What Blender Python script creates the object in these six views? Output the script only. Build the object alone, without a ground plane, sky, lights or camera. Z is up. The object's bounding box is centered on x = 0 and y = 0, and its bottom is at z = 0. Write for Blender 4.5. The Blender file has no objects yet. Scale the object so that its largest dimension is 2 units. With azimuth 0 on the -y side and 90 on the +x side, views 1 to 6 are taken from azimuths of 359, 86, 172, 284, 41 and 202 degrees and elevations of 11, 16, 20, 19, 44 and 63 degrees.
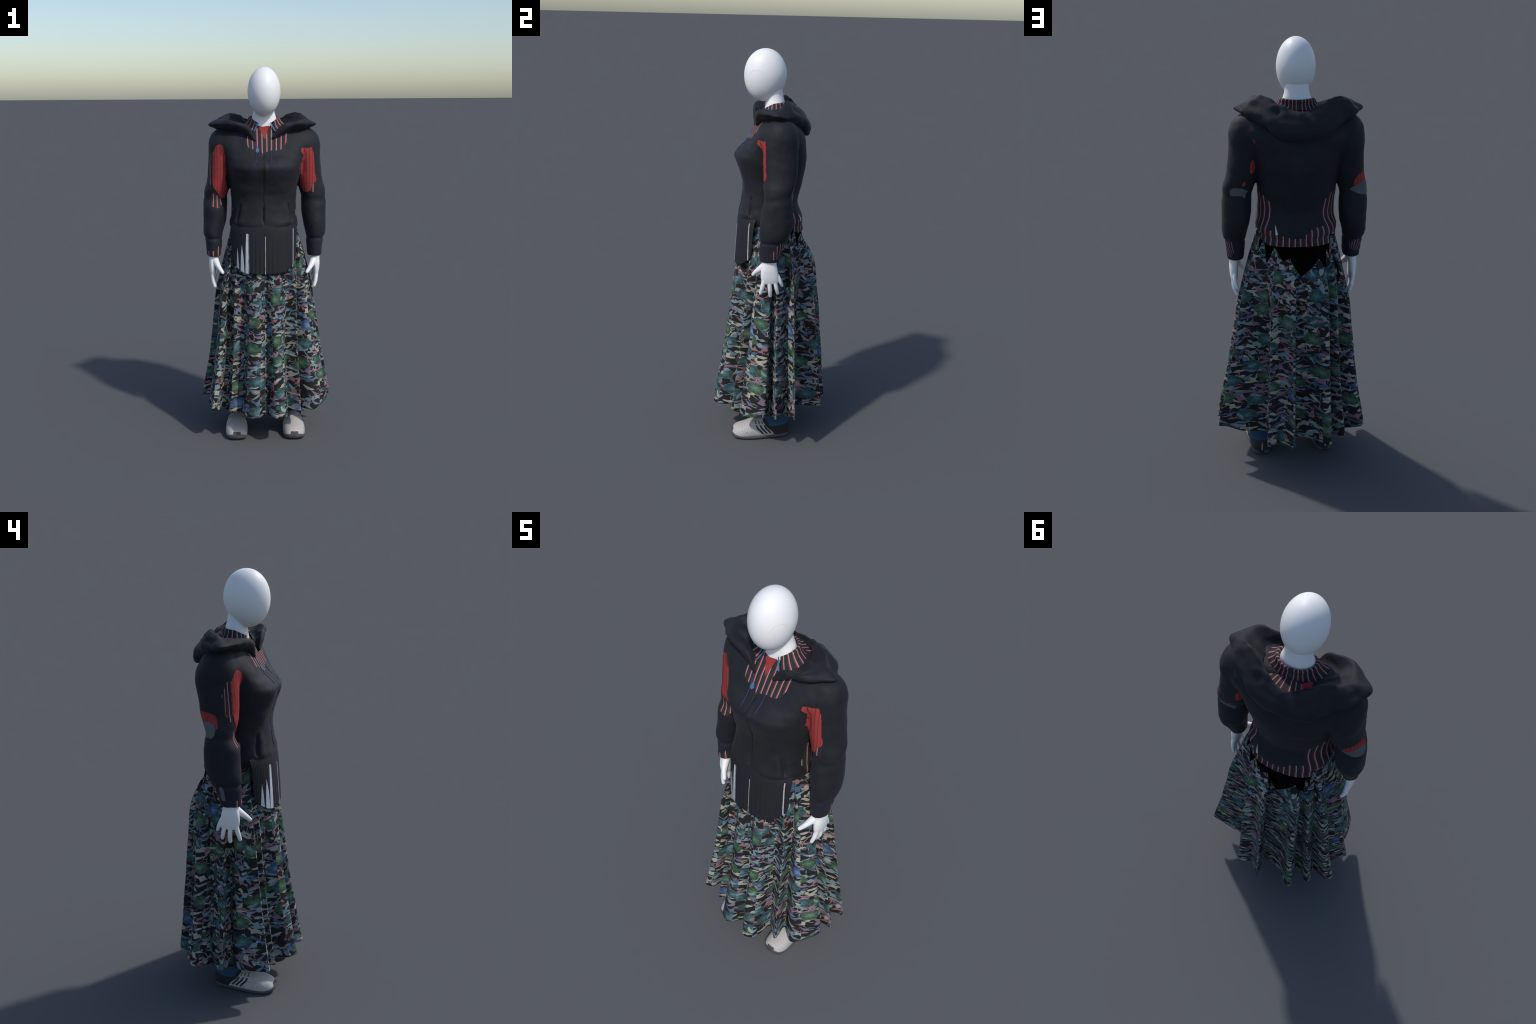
import bpy, bmesh, math, random
import numpy as np
from mathutils import Vector, noise as mnoise

random.seed(7)
rng = np.random.default_rng(7)

# ------------------------------------------------------------------ helpers
def interp(tab, z):
    """smooth (monotone cubic) interpolation of a table of rows (z, a, b, ...)"""
    t = np.array(sorted(tab), float)
    zz, vv = t[:, 0], t[:, 1:]
    h = np.diff(zz)[:, None]
    d = np.diff(vv, axis=0) / h
    m = np.zeros_like(vv)
    m[0], m[-1] = d[0], d[-1]
    for i in range(1, len(zz) - 1):
        same = d[i - 1] * d[i] > 0
        w1, w2 = 2 * h[i] + h[i - 1], h[i] + 2 * h[i - 1]
        with np.errstate(divide='ignore', invalid='ignore'):
            hm = (w1 + w2) / (w1 / d[i - 1] + w2 / d[i])
        m[i] = np.where(same, hm, 0)
    z = np.clip(np.atleast_1d(z), zz[0], zz[-1])
    k = np.clip(np.searchsorted(zz, z) - 1, 0, len(zz) - 2)
    hh = h[k]
    s = ((z - zz[k])[:, None]) / hh
    return ((2*s**3-3*s**2+1)*vv[k] + (s**3-2*s**2+s)*hh*m[k]
            + (-2*s**3+3*s**2)*vv[k+1] + (s**3-s**2)*hh*m[k+1])

def catmull(pts, n, closed=False):
    """Catmull-Rom through control points (k,d); n samples per span"""
    p = np.array(pts, float)
    if closed:
        p = np.vstack([p[-1], p, p[0], p[1]])
    else:
        p = np.vstack([2*p[0]-p[1], p, 2*p[-1]-p[-2]])
    out = []
    for i in range(1, len(p) - 2):
        t = np.linspace(0, 1, n, endpoint=False)[:, None]
        a, b, c, d = p[i-1], p[i], p[i+1], p[i+2]
        out.append(.5*((2*b)+(-a+c)*t+(2*a-5*b+4*c-d)*t**2+(-a+3*b-3*c+d)*t**3))
    if not closed:
        out.append(p[-2][None])
    return np.vstack(out)

def sstep(a, b, x):
    t = np.clip((x - a) / (b - a), 0, 1)
    return t*t*(3-2*t)

def gauss(x, c, w):
    return np.exp(-((x - c) / w)**2)

def superpt(ang, n):
    s, c = np.sin(ang), np.cos(ang)
    return np.sign(s)*np.abs(s)**(2/n), np.sign(c)*np.abs(c)**(2/n)

ROOT = bpy.data.objects.new('clothed_mannequin', None)
bpy.context.scene.collection.objects.link(ROOT)
ROOT['label'] = 'white faceless mannequin in dark hoodie and long floral skirt'
ROOT['category'] = 'dressed mannequin'

def new_obj(name, verts, faces, mat=None, parent=ROOT, smooth=True, normals=None):
    me = bpy.data.meshes.new(name)
    me.from_pydata([tuple(v) for v in np.asarray(verts, float)], [], [tuple(int(i) for i in f) for f in faces])
    me.validate()
    me.update()
    me.polygons.foreach_set('use_smooth', [smooth] * len(me.polygons))
    if normals is not None:
        me.normals_split_custom_set_from_vertices([tuple(n) for n in normals])
    ob = bpy.data.objects.new(name, me)
    bpy.context.scene.collection.objects.link(ob)
    ob.parent = parent
    if mat:
        me.materials.append(mat)
    return ob

def grid_faces(nu, nv, closed_u=False):
    f = []
    uu = nu if closed_u else nu - 1
    for j in range(nv - 1):
        for i in range(uu):
            a = j*nu + i
            b = j*nu + (i+1) % nu
            f.append((a, b, b+nu, a+nu))
    return f

def loft(rows, cap=True):
    """rows: list of closed rings (n,3), returns verts, faces with capped ends"""
    n = len(rows[0])
    v = np.vstack(rows)
    f = grid_faces(n, len(rows), True)
    if cap:
        f.append(tuple(range(n))[::-1])
        f.append(tuple(range((len(rows)-1)*n, len(rows)*n)))
    return v, f

def evaluated(ob):
    dg = bpy.context.evaluated_depsgraph_get()
    e = ob.evaluated_get(dg)
    me = e.to_mesh()
    n = len(me.vertices)
    v = np.empty(n*3); me.vertices.foreach_get('co', v)
    f = [tuple(p.vertices) for p in me.polygons]
    e.to_mesh_clear()
    return v.reshape(-1, 3), f

def remesh_union(parts, voxel, smooth_iter, factor=.5):
    """union closed meshes through a voxel remesh, then relax the joints"""
    V, F, o = [], [], 0
    for v, f in parts:
        V.append(v); F += [tuple(i + o for i in q) for q in f]; o += len(v)
    ob = new_obj('helper', np.vstack(V), F, parent=None)
    m = ob.modifiers.new('r', 'REMESH'); m.mode = 'VOXEL'; m.voxel_size = voxel
    s = ob.modifiers.new('s', 'SMOOTH'); s.iterations = smooth_iter; s.factor = factor
    v, f = evaluated(ob)
    bpy.data.objects.remove(ob)
    return v, f

def relax(v, f, w, times):
    e = np.array(sorted({tuple(sorted((q[i], q[(i+1) % len(q)]))) for q in f for i in range(len(q))}))
    deg = np.bincount(e.ravel(), minlength=len(v))[:, None]
    for _ in range(times):
        acc = np.zeros_like(v)
        np.add.at(acc, e[:, 0], v[e[:, 1]]); np.add.at(acc, e[:, 1], v[e[:, 0]])
        v = v + (.5*w)[:, None]*(acc/deg - v)
    return v

def vnormals(v, f):
    n = np.zeros_like(v)
    q = [t if len(t) == 4 else (t[0], t[1], t[2], t[2]) for t in f if len(t) <= 4]
    q = np.array(q)
    c = np.cross(v[q[:, 2]] - v[q[:, 0]], v[q[:, 3]] - v[q[:, 1]])
    z = np.linalg.norm(c, axis=1) < 1e-14
    c[z] = np.cross(v[q[z, 1]] - v[q[z, 0]], v[q[z, 2]] - v[q[z, 0]])
    for k in range(4):
        np.add.at(n, q[:, k], c)
    return n / np.maximum(np.linalg.norm(n, axis=1, keepdims=True), 1e-12)

def submesh(v, f, keep):
    ff = [q for q, k in zip(f, keep) if k]
    used = sorted({i for q in ff for i in q})
    mp = {o: i for i, o in enumerate(used)}
    return np.array(used, int), [tuple(mp[i] for i in q) for q in ff]

def smooth_noise(v, scale, seed=0.):
    return np.array([mnoise.noise(Vector((p[0]*scale+seed, p[1]*scale-seed, p[2]*scale+2*seed))) for p in v])

# ------------------------------------------------------------------ materials
class Nodes:
    def __init__(self, name):
        self.mat = bpy.data.materials.new(name)
        self.mat.use_nodes = True
        self.t = self.mat.node_tree
        self.t.nodes.clear()
        self.out = self.t.nodes.new('ShaderNodeOutputMaterial')
        self.bsdf = self.t.nodes.new('ShaderNodeBsdfPrincipled')
        self.t.links.new(self.bsdf.outputs[0], self.out.inputs[0])
        tc = self.t.nodes.new('ShaderNodeTexCoord')
        self.obj = tc.outputs['Object']
        s = self.t.nodes.new('ShaderNodeSeparateXYZ')
        self.t.links.new(self.obj, s.inputs[0])
        self.x, self.y, self.z = s.outputs
    def put(self, sock, val):
        if isinstance(val, bpy.types.NodeSocket):
            self.t.links.new(val, sock)
        elif val is not None:
            if hasattr(sock.default_value, '__len__') and not hasattr(val, '__len__'):
                val = [val]*len(sock.default_value)
            if hasattr(val, '__len__') and len(val) == 3 and len(sock.default_value) == 4:
                val = tuple(val) + (1,)
            sock.default_value = val
    def m(self, op, a, b=None, c=None, clamp=False):
        n = self.t.nodes.new('ShaderNodeMath'); n.operation = op; n.use_clamp = clamp
        for s, v in zip(n.inputs, (a, b, c)):
            self.put(s, v)
        return n.outputs[0]
    def vec(self, x, y, z=0.):
        n = self.t.nodes.new('ShaderNodeCombineXYZ')
        for s, v in zip(n.inputs, (x, y, z)):
            self.put(s, v)
        return n.outputs[0]
    def sep(self, v):
        n = self.t.nodes.new('ShaderNodeSeparateXYZ'); self.put(n.inputs[0], v)
        return n.outputs
    def vm(self, op, a, b=None):
        n = self.t.nodes.new('ShaderNodeVectorMath'); n.operation = op
        self.put(n.inputs[0], a)
        if b is not None:
            self.put(n.inputs[1], b)
        return n.outputs[0]
    def noise(self, v, scale, detail=2., rough=.5):
        n = self.t.nodes.new('ShaderNodeTexNoise')
        self.put(n.inputs['Vector'], v); self.put(n.inputs['Scale'], scale)
        self.put(n.inputs['Detail'], detail); self.put(n.inputs['Roughness'], rough)
        return n.outputs
    def voronoi2(self, v, feature='F1', rand=1.):
        n = self.t.nodes.new('ShaderNodeTexVoronoi'); n.voronoi_dimensions = '2D'; n.feature = feature
        self.put(n.inputs['Vector'], v); self.put(n.inputs['Scale'], 1.); self.put(n.inputs['Randomness'], rand)
        return n.outputs
    def ramp(self, fac, stops, mode='LINEAR'):
        n = self.t.nodes.new('ShaderNodeValToRGB'); n.color_ramp.interpolation = mode
        e = n.color_ramp.elements
        while len(e) < len(stops):
            e.new(.5)
        for k, (p, c) in zip(e, stops):
            k.position = p; k.color = tuple(c) + (1,)
        self.put(n.inputs[0], fac)
        return n.outputs[0]
    def mix(self, fac, a, b):
        n = self.t.nodes.new('ShaderNodeMix'); n.data_type = 'RGBA'
        self.put(n.inputs[0], fac); self.put(n.inputs[6], a); self.put(n.inputs[7], b)
        return n.outputs[2]
    def mulc(self, a, b):
        n = self.t.nodes.new('ShaderNodeMix'); n.data_type = 'RGBA'; n.blend_type = 'MULTIPLY'
        self.put(n.inputs[0], 1.); self.put(n.inputs[6], a); self.put(n.inputs[7], b)
        return n.outputs[2]
    def step(self, a, b, x):
        n = self.t.nodes.new('ShaderNodeMapRange'); n.interpolation_type = 'SMOOTHSTEP'
        self.put(n.inputs[0], x); self.put(n.inputs[1], a); self.put(n.inputs[2], b)
        return n.outputs[0]
    def bump(self, h, dist=.001, strength=.5):
        n = self.t.nodes.new('ShaderNodeBump')
        self.put(n.inputs['Height'], h); n.inputs['Distance'].default_value = dist
        n.inputs['Strength'].default_value = strength
        self.t.links.new(n.outputs[0], self.bsdf.inputs['Normal'])
    def done(self, color, rough=.8, spec=.3, sheen=0.):
        self.put(self.bsdf.inputs['Base Color'], color)
        self.put(self.bsdf.inputs['Roughness'], rough)
        self.put(self.bsdf.inputs['Specular IOR Level'], spec)
        self.put(self.bsdf.inputs['Sheen Weight'], sheen)
        return self.mat
    def angle(self, cx, cy, ry=1.):
        return self.m('ARCTAN2', self.m('SUBTRACT', self.x, cx),
                      self.m('MULTIPLY', self.m('SUBTRACT', cy, self.y), ry))

def mat_plain(name, col, rough=.6, spec=.3, var=.06, scale=30., bump=0., sheen=0.):
    n = Nodes(name)
    f = n.noise(n.obj, scale, 3.)[0]
    c = n.mix(f, tuple(k*(1-var) for k in col), tuple(k*(1+var) for k in col))
    if bump:
        n.bump(n.noise(n.obj, 900., 2.)[0], bump, .4)
    return n.done(c, rough, spec, sheen)

def mat_mannequin():
    n = Nodes('mannequin_white')
    f = n.noise(n.obj, 14., 3.)[0]
    return n.done(n.mix(f, (.79, .785, .78), (.83, .825, .82)), .48, .4)

def mat_fleece(name, col, col2):
    n = Nodes(name)
    f = n.noise(n.obj, 22., 4., .6)[0]
    c = n.mix(n.step(.35, .7, f), col, col2)
    n.bump(n.noise(n.obj, 700., 2.)[0], .0006, .35)
    return n.done(c, .70, .30, .03)

def mat_rib(name, col, col2):
    """vertical knit ribs running round the waist"""
    n = Nodes(name)
    a = n.angle(-.01, 0.)
    w = n.m('SINE', n.m('MULTIPLY', a, 150.))
    s = n.noise(n.vec(n.m('MULTIPLY', a, 22.), 0., n.m('MULTIPLY', n.z, 2.)), 1., 3., .7)[0]
    c = n.mix(n.step(.45, .62, s), col, col2)
    n.bump(w, .0010, .18)
    return n.done(c, .7, .28)

def stripe_colour(n, u, period, ink=(.024, .024, .022)):
    """dark shirting with a crimson + pale grey pin stripe per period"""
    t = n.m('FRACT', n.m('DIVIDE', u, period))
    def band(a, b):
        return n.m('MULTIPLY', n.step(a-.03, a+.02, t), n.m('SUBTRACT', 1., n.step(b-.02, b+.03, t)))
    base = n.mix(n.noise(n.obj, 60., 3.)[0], tuple(k*.8 for k in ink), tuple(k*1.25 for k in ink))
    c = n.mix(band(.41, .565), base, (.34, .030, .078))
    return n.mix(band(.565, .68), c, (.33, .30, .31))

def mat_stripe(name, cx, cy, scale, period, ry=1., phase=0., flip=False):
    n = Nodes(name)
    u = n.m('ADD', n.m('MULTIPLY', n.angle(cx, cy, ry), -scale if flip else scale), phase)
    n.bump(n.noise(n.obj, 1200., 1.)[0], .0003, .3)
    return n.done(stripe_colour(n, u, period), .8, .25)

def mat_stripe_x(name, period, phase, fan=0.):
    n = Nodes(name)
    x = n.m('ADD', n.x, phase)
    if fan:                                  # stripes lean outwards with height
        x = n.m('DIVIDE', x, n.m('ADD', 1., n.m('MULTIPLY', n.m('SUBTRACT', n.z, 1.58), fan)))
    return n.done(stripe_colour(n, n.m('ADD', x, 10*period), period), .8, .25)

def mat_knit(name, cx, cy, lines):
    n = Nodes(name)
    a = n.angle(cx, cy)
    t = n.m('FRACT', n.m('MULTIPLY', a, lines/(2*math.pi)))
    groove = n.m('SUBTRACT', 1., n.m('MULTIPLY', n.step(.0, .12, t), n.m('SUBTRACT', 1., n.step(.88, 1., t))))
    f = n.noise(n.obj, 260., 3., .7)[0]
    c = n.mix(f, (.26, .034, .034), (.39, .053, .050))
    c = n.mix(n.m('MULTIPLY', groove, .85), c, (.055, .012, .012))
    rows = n.m('SINE', n.m('MULTIPLY', n.z, 2200.))
    n.bump(n.m('ADD', n.m('MULTIPLY', rows, .4), n.m('MULTIPLY', groove, -1.)), .0008, .5)
    return n.done(c, .85, .2)

def mat_floral():
    """printed viscose: dark ground, stems, leaves, petals and round blooms"""
    n = Nodes('floral_print')
    # lay the print flat on whichever way the fold faces, so it breaks at the fold edges
    nx, ny, _ = n.sep(n.t.nodes.new('ShaderNodeNewGeometry').outputs['Normal'])
    side = n.m('GREATER_THAN', n.m('ABSOLUTE', nx), n.m('ABSOLUTE', ny))
    flat = n.m('ADD', n.m('MULTIPLY', n.x, n.m('SUBTRACT', 1., side)), n.m('MULTIPLY', n.m('ADD', n.y, .43), side))
    back = n.m('MULTIPLY', n.m('GREATER_THAN', n.m('ADD', n.m('MULTIPLY', ny, n.m('SUBTRACT', 1., side)), n.m('MULTIPLY', nx, side)), 0.), 1.31)
    u0 = n.m('ADD', n.m('MULTIPLY', flat, n.m('ADD', .60, n.m('MULTIPLY', n.z, .40))), back)
    base = n.vec(u0, n.z, 0.)
    wob = n.noise(n.vm('SCALE', base), 1.)
    def warp(v, scale, amt):
        c = n.noise(v, scale, 2.)[1]
        d = n.vm('SUBTRACT', c, (.5, .5, .5))
        k = n.t.nodes.new('ShaderNodeVectorMath'); k.operation = 'SCALE'
        n.put(k.inputs[0], d); k.inputs['Scale'].default_value = amt
        return n.vm('ADD', v, k.outputs[0])
    W = warp(warp(base, 16., .026), 80., .0042)
    def cells(cell, off, rand=.9):
        sc = n.vm('MULTIPLY', n.vm('ADD', W, off), (1/cell[0], 1/cell[1], 0.))
        v = n.voronoi2(sc, rand=rand)
        loc = n.vm('MULTIPLY', n.vm('SUBTRACT', sc, v['Position']), (cell[0], cell[1], 0.))
        return loc, n.sep(v['Color'])
    weave = n.noise(n.obj, 700., 2.)[0]
    col = n.mix(weave, (.012, .012, .0125), (.022, .0215, .0215))
    # stems: thin borders of large warped cells
    for (cell, off, c1, c2) in (((.075, .05), (.3, .7, 0.), (.22, .055, .07), (.33, .30, .22)),
                                ((.055, .085), (.9, .1, 0.), (.30, .28, .21), (.05, .10, .20))):
        sc = n.vm('MULTIPLY', n.vm('ADD', warp(W, 9., .06), off), (1/cell[0], 1/cell[1], 0.))
        d = n.voronoi2(sc, 'DISTANCE_TO_EDGE')['Distance']
        line = n.m('SUBTRACT', 1., n.step(.014, .03, d))
        on = n.step(.47, .5, n.noise(base, 23., 1.)[0])
        tint = n.mix(n.step(.45, .55, n.noise(base, 31., 1.)[0]), c1, c2)
        col = n.mix(n.m('MULTIPLY', line, on), col, tint)
    palette = [(0., (.365, .355, .29)), (.20, (.19, .26, .285)), (.42, (.32, .315, .265)), (.53, (.06, .115, .185)),
               (.61, (.255, .135, .158)), (.80, (.13, .195, .245)), (.88, (.155, .14, .19)), (.95, (.055, .11, .13))]
    def leaves(col, cell, L, wid, off, swing, keep, split=False):
        loc, rnd = cells(cell, off)
        r, g, b = rnd
        ang = n.m('MULTIPLY', n.m('SUBTRACT', g, .5), swing)
        cs, sn = n.m('COSINE', ang), n.m('SINE', ang)
        lx, ly, _ = n.sep(loc)
        px = n.m('ADD', n.m('MULTIPLY', lx, cs), n.m('MULTIPLY', ly, sn))
        py = n.m('SUBTRACT', n.m('MULTIPLY', ly, cs), n.m('MULTIPLY', lx, sn))
        a = n.m('DIVIDE', px, L)
        py = n.m('ADD', py, n.m('MULTIPLY', n.m('MULTIPLY', a, a), n.m('MULTIPLY', n.m('SUBTRACT', b, .5), 2.4*wid)))
        if split:       # three-lobed leaf: the half width pulses along the spine
            lobe = n.m('ADD', .72, n.m('MULTIPLY', n.m('COSINE', n.m('MULTIPLY', a, 8.5)), .38))
        else:
            lobe = n.m('ADD', .8, n.m('MULTIPLY', a, .55))
        half = n.m('MULTIPLY', n.m('SUBTRACT', 1., n.m('MULTIPLY', a, a)), n.m('MULTIPLY', lobe, wid))
        e = n.m('SUBTRACT', half, n.m('ABSOLUTE', py))
        mask = n.m('MULTIPLY', n.step(-.0002, .0010, e), n.m('GREATER_THAN', keep, b))
        c = n.ramp(r, palette, 'CONSTANT')
        vein = n.m('SUBTRACT', 1., n.m('MULTIPLY', n.m('SUBTRACT', 1., n.step(.0002, .0012, n.m('ABSOLUTE', py))), .25))
        tone = n.m('MULTIPLY', n.m('ADD', .72, n.m('MULTIPLY', n.noise(base, 210., 3.)[0], .55)), vein)
        c = n.mulc(c, n.vec(tone, tone, tone))
        return n.mix(mask, col, c)
    col = leaves(col, (.050, .027), .035, .0074, (.11, .37, 0.), 2.0, .80)
    col = leaves(col, (.066, .040), .038, .0120, (.53, .21, 0.), 1.7, .72, True)
    # round blooms with scalloped petals
    def blooms(col, cell, rad, off, keep, stops):
        loc, (r, g, b) = cells(cell, off, .75)
        lx, ly, _ = n.sep(loc)
        rr = n.m('SQRT', n.m('ADD', n.m('MULTIPLY', lx, lx), n.m('MULTIPLY', n.m('MULTIPLY', ly, ly), 1.5)))
        th = n.m('ARCTAN2', ly, lx)
        pet = n.m('ABSOLUTE', n.m('SINE', n.m('ADD', n.m('MULTIPLY', th, 3.5), n.m('MULTIPLY', g, 6.))))
        R = n.m('MULTIPLY', n.m('ADD', .78, n.m('MULTIPLY', n.m('POWER', pet, .6), .24)), rad)
        mask = n.m('MULTIPLY', n.step(-.0004, .0012, n.m('SUBTRACT', R, rr)), n.m('GREATER_THAN', keep, b))
        c = n.ramp(r, stops, 'CONSTANT')
        q = n.m('DIVIDE', rr, rad)
        crack = n.voronoi2(n.vm('SCALE', n.vm('ADD', warp(base, 60., .02), off)), 'DISTANCE_TO_EDGE')['Distance']
        sc = n.vm('MULTIPLY', warp(base, 50., .012), (150., 190., 0.))
        crack = n.step(.0, .16, n.voronoi2(sc, 'DISTANCE_TO_EDGE')['Distance'])
        pet2 = n.m('ABSOLUTE', n.m('SINE', n.m('ADD', n.m('MULTIPLY', th, 2.5), n.m('MULTIPLY', g, 9.))))
        inner = n.m('SUBTRACT', 1., n.step(.46, .56, q))
        lobes = n.m('ADD', n.m('MULTIPLY', n.m('SUBTRACT', 1., inner), n.m('ADD', .45, n.m('MULTIPLY', n.m('POWER', pet, .45), .58))),
                    n.m('MULTIPLY', inner, n.m('ADD', .85, n.m('MULTIPLY', n.m('POWER', pet2, .5), .75))))
        light = n.m('ADD', .82, n.m('MULTIPLY', n.m('SUBTRACT', 1., n.step(.05, .32, q)), .55))
        tone = n.m('MULTIPLY', n.m('MULTIPLY', light, lobes), n.m('ADD', .66, n.m('MULTIPLY', crack, .42)))
        return n.mix(mask, col, n.mulc(c, n.vec(tone, tone, tone)))
    col = blooms(col, (.098, .110), .039, (.07, .05, 0.), .80,
                 [(0., (.058, .110, .070)), (.38, (.052, .105, .110)), (.62, (.075, .128, .085)), (.84, (.075, .120, .22)), (.91, (.052, .102, .112))])
    col = leaves(col, (.050, .042), .026, .0080, (.77, .93, 0.), 2.4, .46)
    n.bump(weave, .0004, .3)
    return n.done(col, .85, .2)

def mat_denim():
    n = Nodes('blue_denim')
    w = n.noise(n.vec(n.m('MULTIPLY', n.x, 6.), n.m('MULTIPLY', n.y, 6.), n.z), 160., 3.)[0]
    c = n.mix(w, (.017, .043, .088), (.038, .088, .155))  # blues darkened and muted to bake in the shade at the ankles
    return n.done(c, .85, .2)

def mat_shoe():
    """off white mesh upper with rows of small dark perforations"""
    n = Nodes('perforated_upper')
    ax = n.m('SUBTRACT', n.m('ABSOLUTE', n.m('ADD', n.x, .009)), .158)
    sc = n.vec(n.m('MULTIPLY', ax, 150.), n.m('MULTIPLY', n.m('ADD', n.y, n.m('MULTIPLY', n.z, -.8)), 130.), 0.)
    d = n.voronoi2(sc, rand=.35)['Distance']
    hole = n.m('SUBTRACT', 1., n.step(.13, .22, d))
    inner = n.m('MULTIPLY', n.step(.030, .040, n.z), n.step(-.185, -.17, n.y))
    c = n.mix(n.noise(n.obj, 40., 3.)[0], (.38, .36, .355), (.50, .47, .46))
    tan = n.m('MULTIPLY', n.m('SUBTRACT', 1., n.step(.0, .004, n.m('ABSOLUTE', n.m('SUBTRACT', n.y, -.187)))), .5)
    c = n.mix(tan, c, (.42, .32, .25))
    c = n.mix(n.m('MULTIPLY', n.m('MULTIPLY', hole, inner), .8), c, (.16, .15, .155))
    n.bump(n.m('SUBTRACT', 1., hole), .001, .4)
    return n.done(c, .6, .3)

M_SKIN = mat_mannequin()
M_FLEECE = mat_fleece('charcoal_fleece', (.0100, .0106, .0152), (.0132, .0136, .0180))
M_CUFF = mat_fleece('navy_cuff', (.0125, .0125, .024), (.016, .016, .027))
M_RIB = mat_rib('ribbed_hem', (.0175, .0175, .0185), (.014, .014, .026))
M_CHEST = mat_stripe_x('pinstripe_chest', .0245, .0098, .55)
M_BACK = mat_stripe('pinstripe_back', -.01, 0., .14015, .0238)
M_COLLAR = mat_stripe('pinstripe_collar', -.006, -.005, .0955, .0225)
M_SIDE = M_BACK
M_YOKE = mat_stripe('pinstripe_yoke', -.006, -.03, .15, .0245)
M_SLEEVE_R = mat_stripe('pinstripe_sleeve', .262, 0., .065, .0215)
M_SLEEVE_L = mat_stripe('pinstripe_sleeve', -.272, 0., .065, .0215)
M_KNIT_R = mat_knit('red_knit', .262, 0.005, 34.)
M_KNIT_L = mat_knit('red_knit', -.272, 0.005, 34.)
M_KNIT = mat_knit('red_knit', -.006, .02, 60.)
M_GREY = mat_plain('grey_lining', (.112, .124, .136), .75, .2)
M_WHITE = mat_plain('pale_undershirt', (.62, .64, .70), .7, .2)
M_BLUE = mat_plain('blue_lining', (.06, .15, .27), .7, .25)
M_CORD = mat_plain('violet_cord', (.05, .045, .19), .6, .3)
M_BLACK = mat_plain('black_leggings', (.0015, .0015, .0016), .9, .05)
M_FLORAL = mat_floral()
M_DENIM = mat_denim()
M_SHOE = mat_shoe()
M_SOLE = mat_plain('dark_rubber', (.075, .068, .072), .7, .25, .15)
M_HEEL = mat_plain('black_suede', (.029, .027, .029), .8, .2, .2)
M_GREEN = mat_plain('green_lace', (.11, .16, .035), .7, .2, .3)
M_INK = mat_plain('white_ink', (.45, .45, .46), .7, .2)
M_SEAM = mat_plain('seam_grey', (.45, .45, .46), .6, .3)

# ------------------------------------------------------------------ head and neck
def build_head():
    c = np.array([-.0072, -.0555, 1.8735])
    a = np.linspace(0, 2*np.pi, 97)[:-1]
    rows = []
    for t in np.linspace(.02, np.pi-.02, 64):
        z = c[2] + .1275*np.cos(t)
        r = np.sin(t)**.985
        low = max(0., -np.cos(t))
        wx = .0865*r*(1 - .03*low)
        yc = c[1] - .004*low
        wf, wb = .1055*r*(1-.02*low), .1045*r*(1-.04*low)
        s, k = np.sin(a), -np.cos(a)
        y = yc + np.where(k < 0, wf, wb)*k
        rows.append(np.c_[c[0] + wx*s, y, np.full_like(a, z)])
    v, f = loft(rows[::-1])
    # the neck swallows the back of the skull: the shelf above the nape
    head = new_obj('head', v, f, M_SKIN)
    tab = [(1.660, .100, -.068, .075), (1.690, .086, -.060, .060), (1.715, .0735, -.0565, .0500), (1.737, .0655, -.054, .0430),
           (1.753, .0600, -.053, .0395), (1.766, .0560, -.054, .0360), (1.785, .0535, -.058, .0320), (1.806, .0530, -.06, .0290),
           (1.83, .052, -.06, .022)]
    rows = []
    for z in np.linspace(1.66, 1.83, 40):
        w, yf, yb = interp(tab, z)[0]
        s, k = superpt(a, 2.15)
        k = -k
        cy = (yf+yb)/2
        rows.append(np.c_[-.0068 + w*s, cy + (yb-yf)/2*k, np.full_like(a, z)])
    v, f = loft(rows)
    new_obj('neck', v, f, M_SKIN)
    # faint round seam on the cheek
    ang = np.linspace(math.radians(35), math.radians(160), 30)
    pts = []
    for t in ang:
        h = .020 + .040*np.cos(t)          # across the cheek
        z = 1.858 + .042*np.sin(t)
        rz = math.sqrt(max(0, 1-((z-c[2])/.1275)**2))
        az = math.radians(50) + h/.095
        pts.append((c[0]+.0865*rz*math.sin(az)*1.0005, c[1]-.1055*rz*math.cos(az)*1.0005, z))
    tube('cheek_seam', pts, .00035, M_SEAM, head)

def tube(name, pts, rad, mat, parent=ROOT, sides=8):
    """round tube along a polyline; rad is a number or one per point"""
    p = np.array(pts, float)
    v, f = tube_mesh(p, rad, sides)
    return new_obj(name, v, f, mat, parent)

def tube_mesh(p, rad, sides=12, flat=1., axis=None):
    p = np.asarray(p, float)
    r = np.full(len(p), rad) if np.isscalar(rad) else np.asarray(rad, float)
    t = np.gradient(p, axis=0)
    t /= np.linalg.norm(t, axis=1, keepdims=True)
    up = np.array([1., .02, .03]) if axis is None else np.asarray(axis, float)
    rows = []
    a = np.linspace(0, 2*np.pi, sides, endpoint=False)
    for q, d, k in zip(p, t, r):
        e1 = up - d*(up @ d); e1 /= np.linalg.norm(e1)
        e2 = np.cross(d, e1)
        rows.append(q + k*(flat*np.cos(a)[:, None]*e1 + np.sin(a)[:, None]*e2))
    return loft(rows)

build_head()

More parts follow.
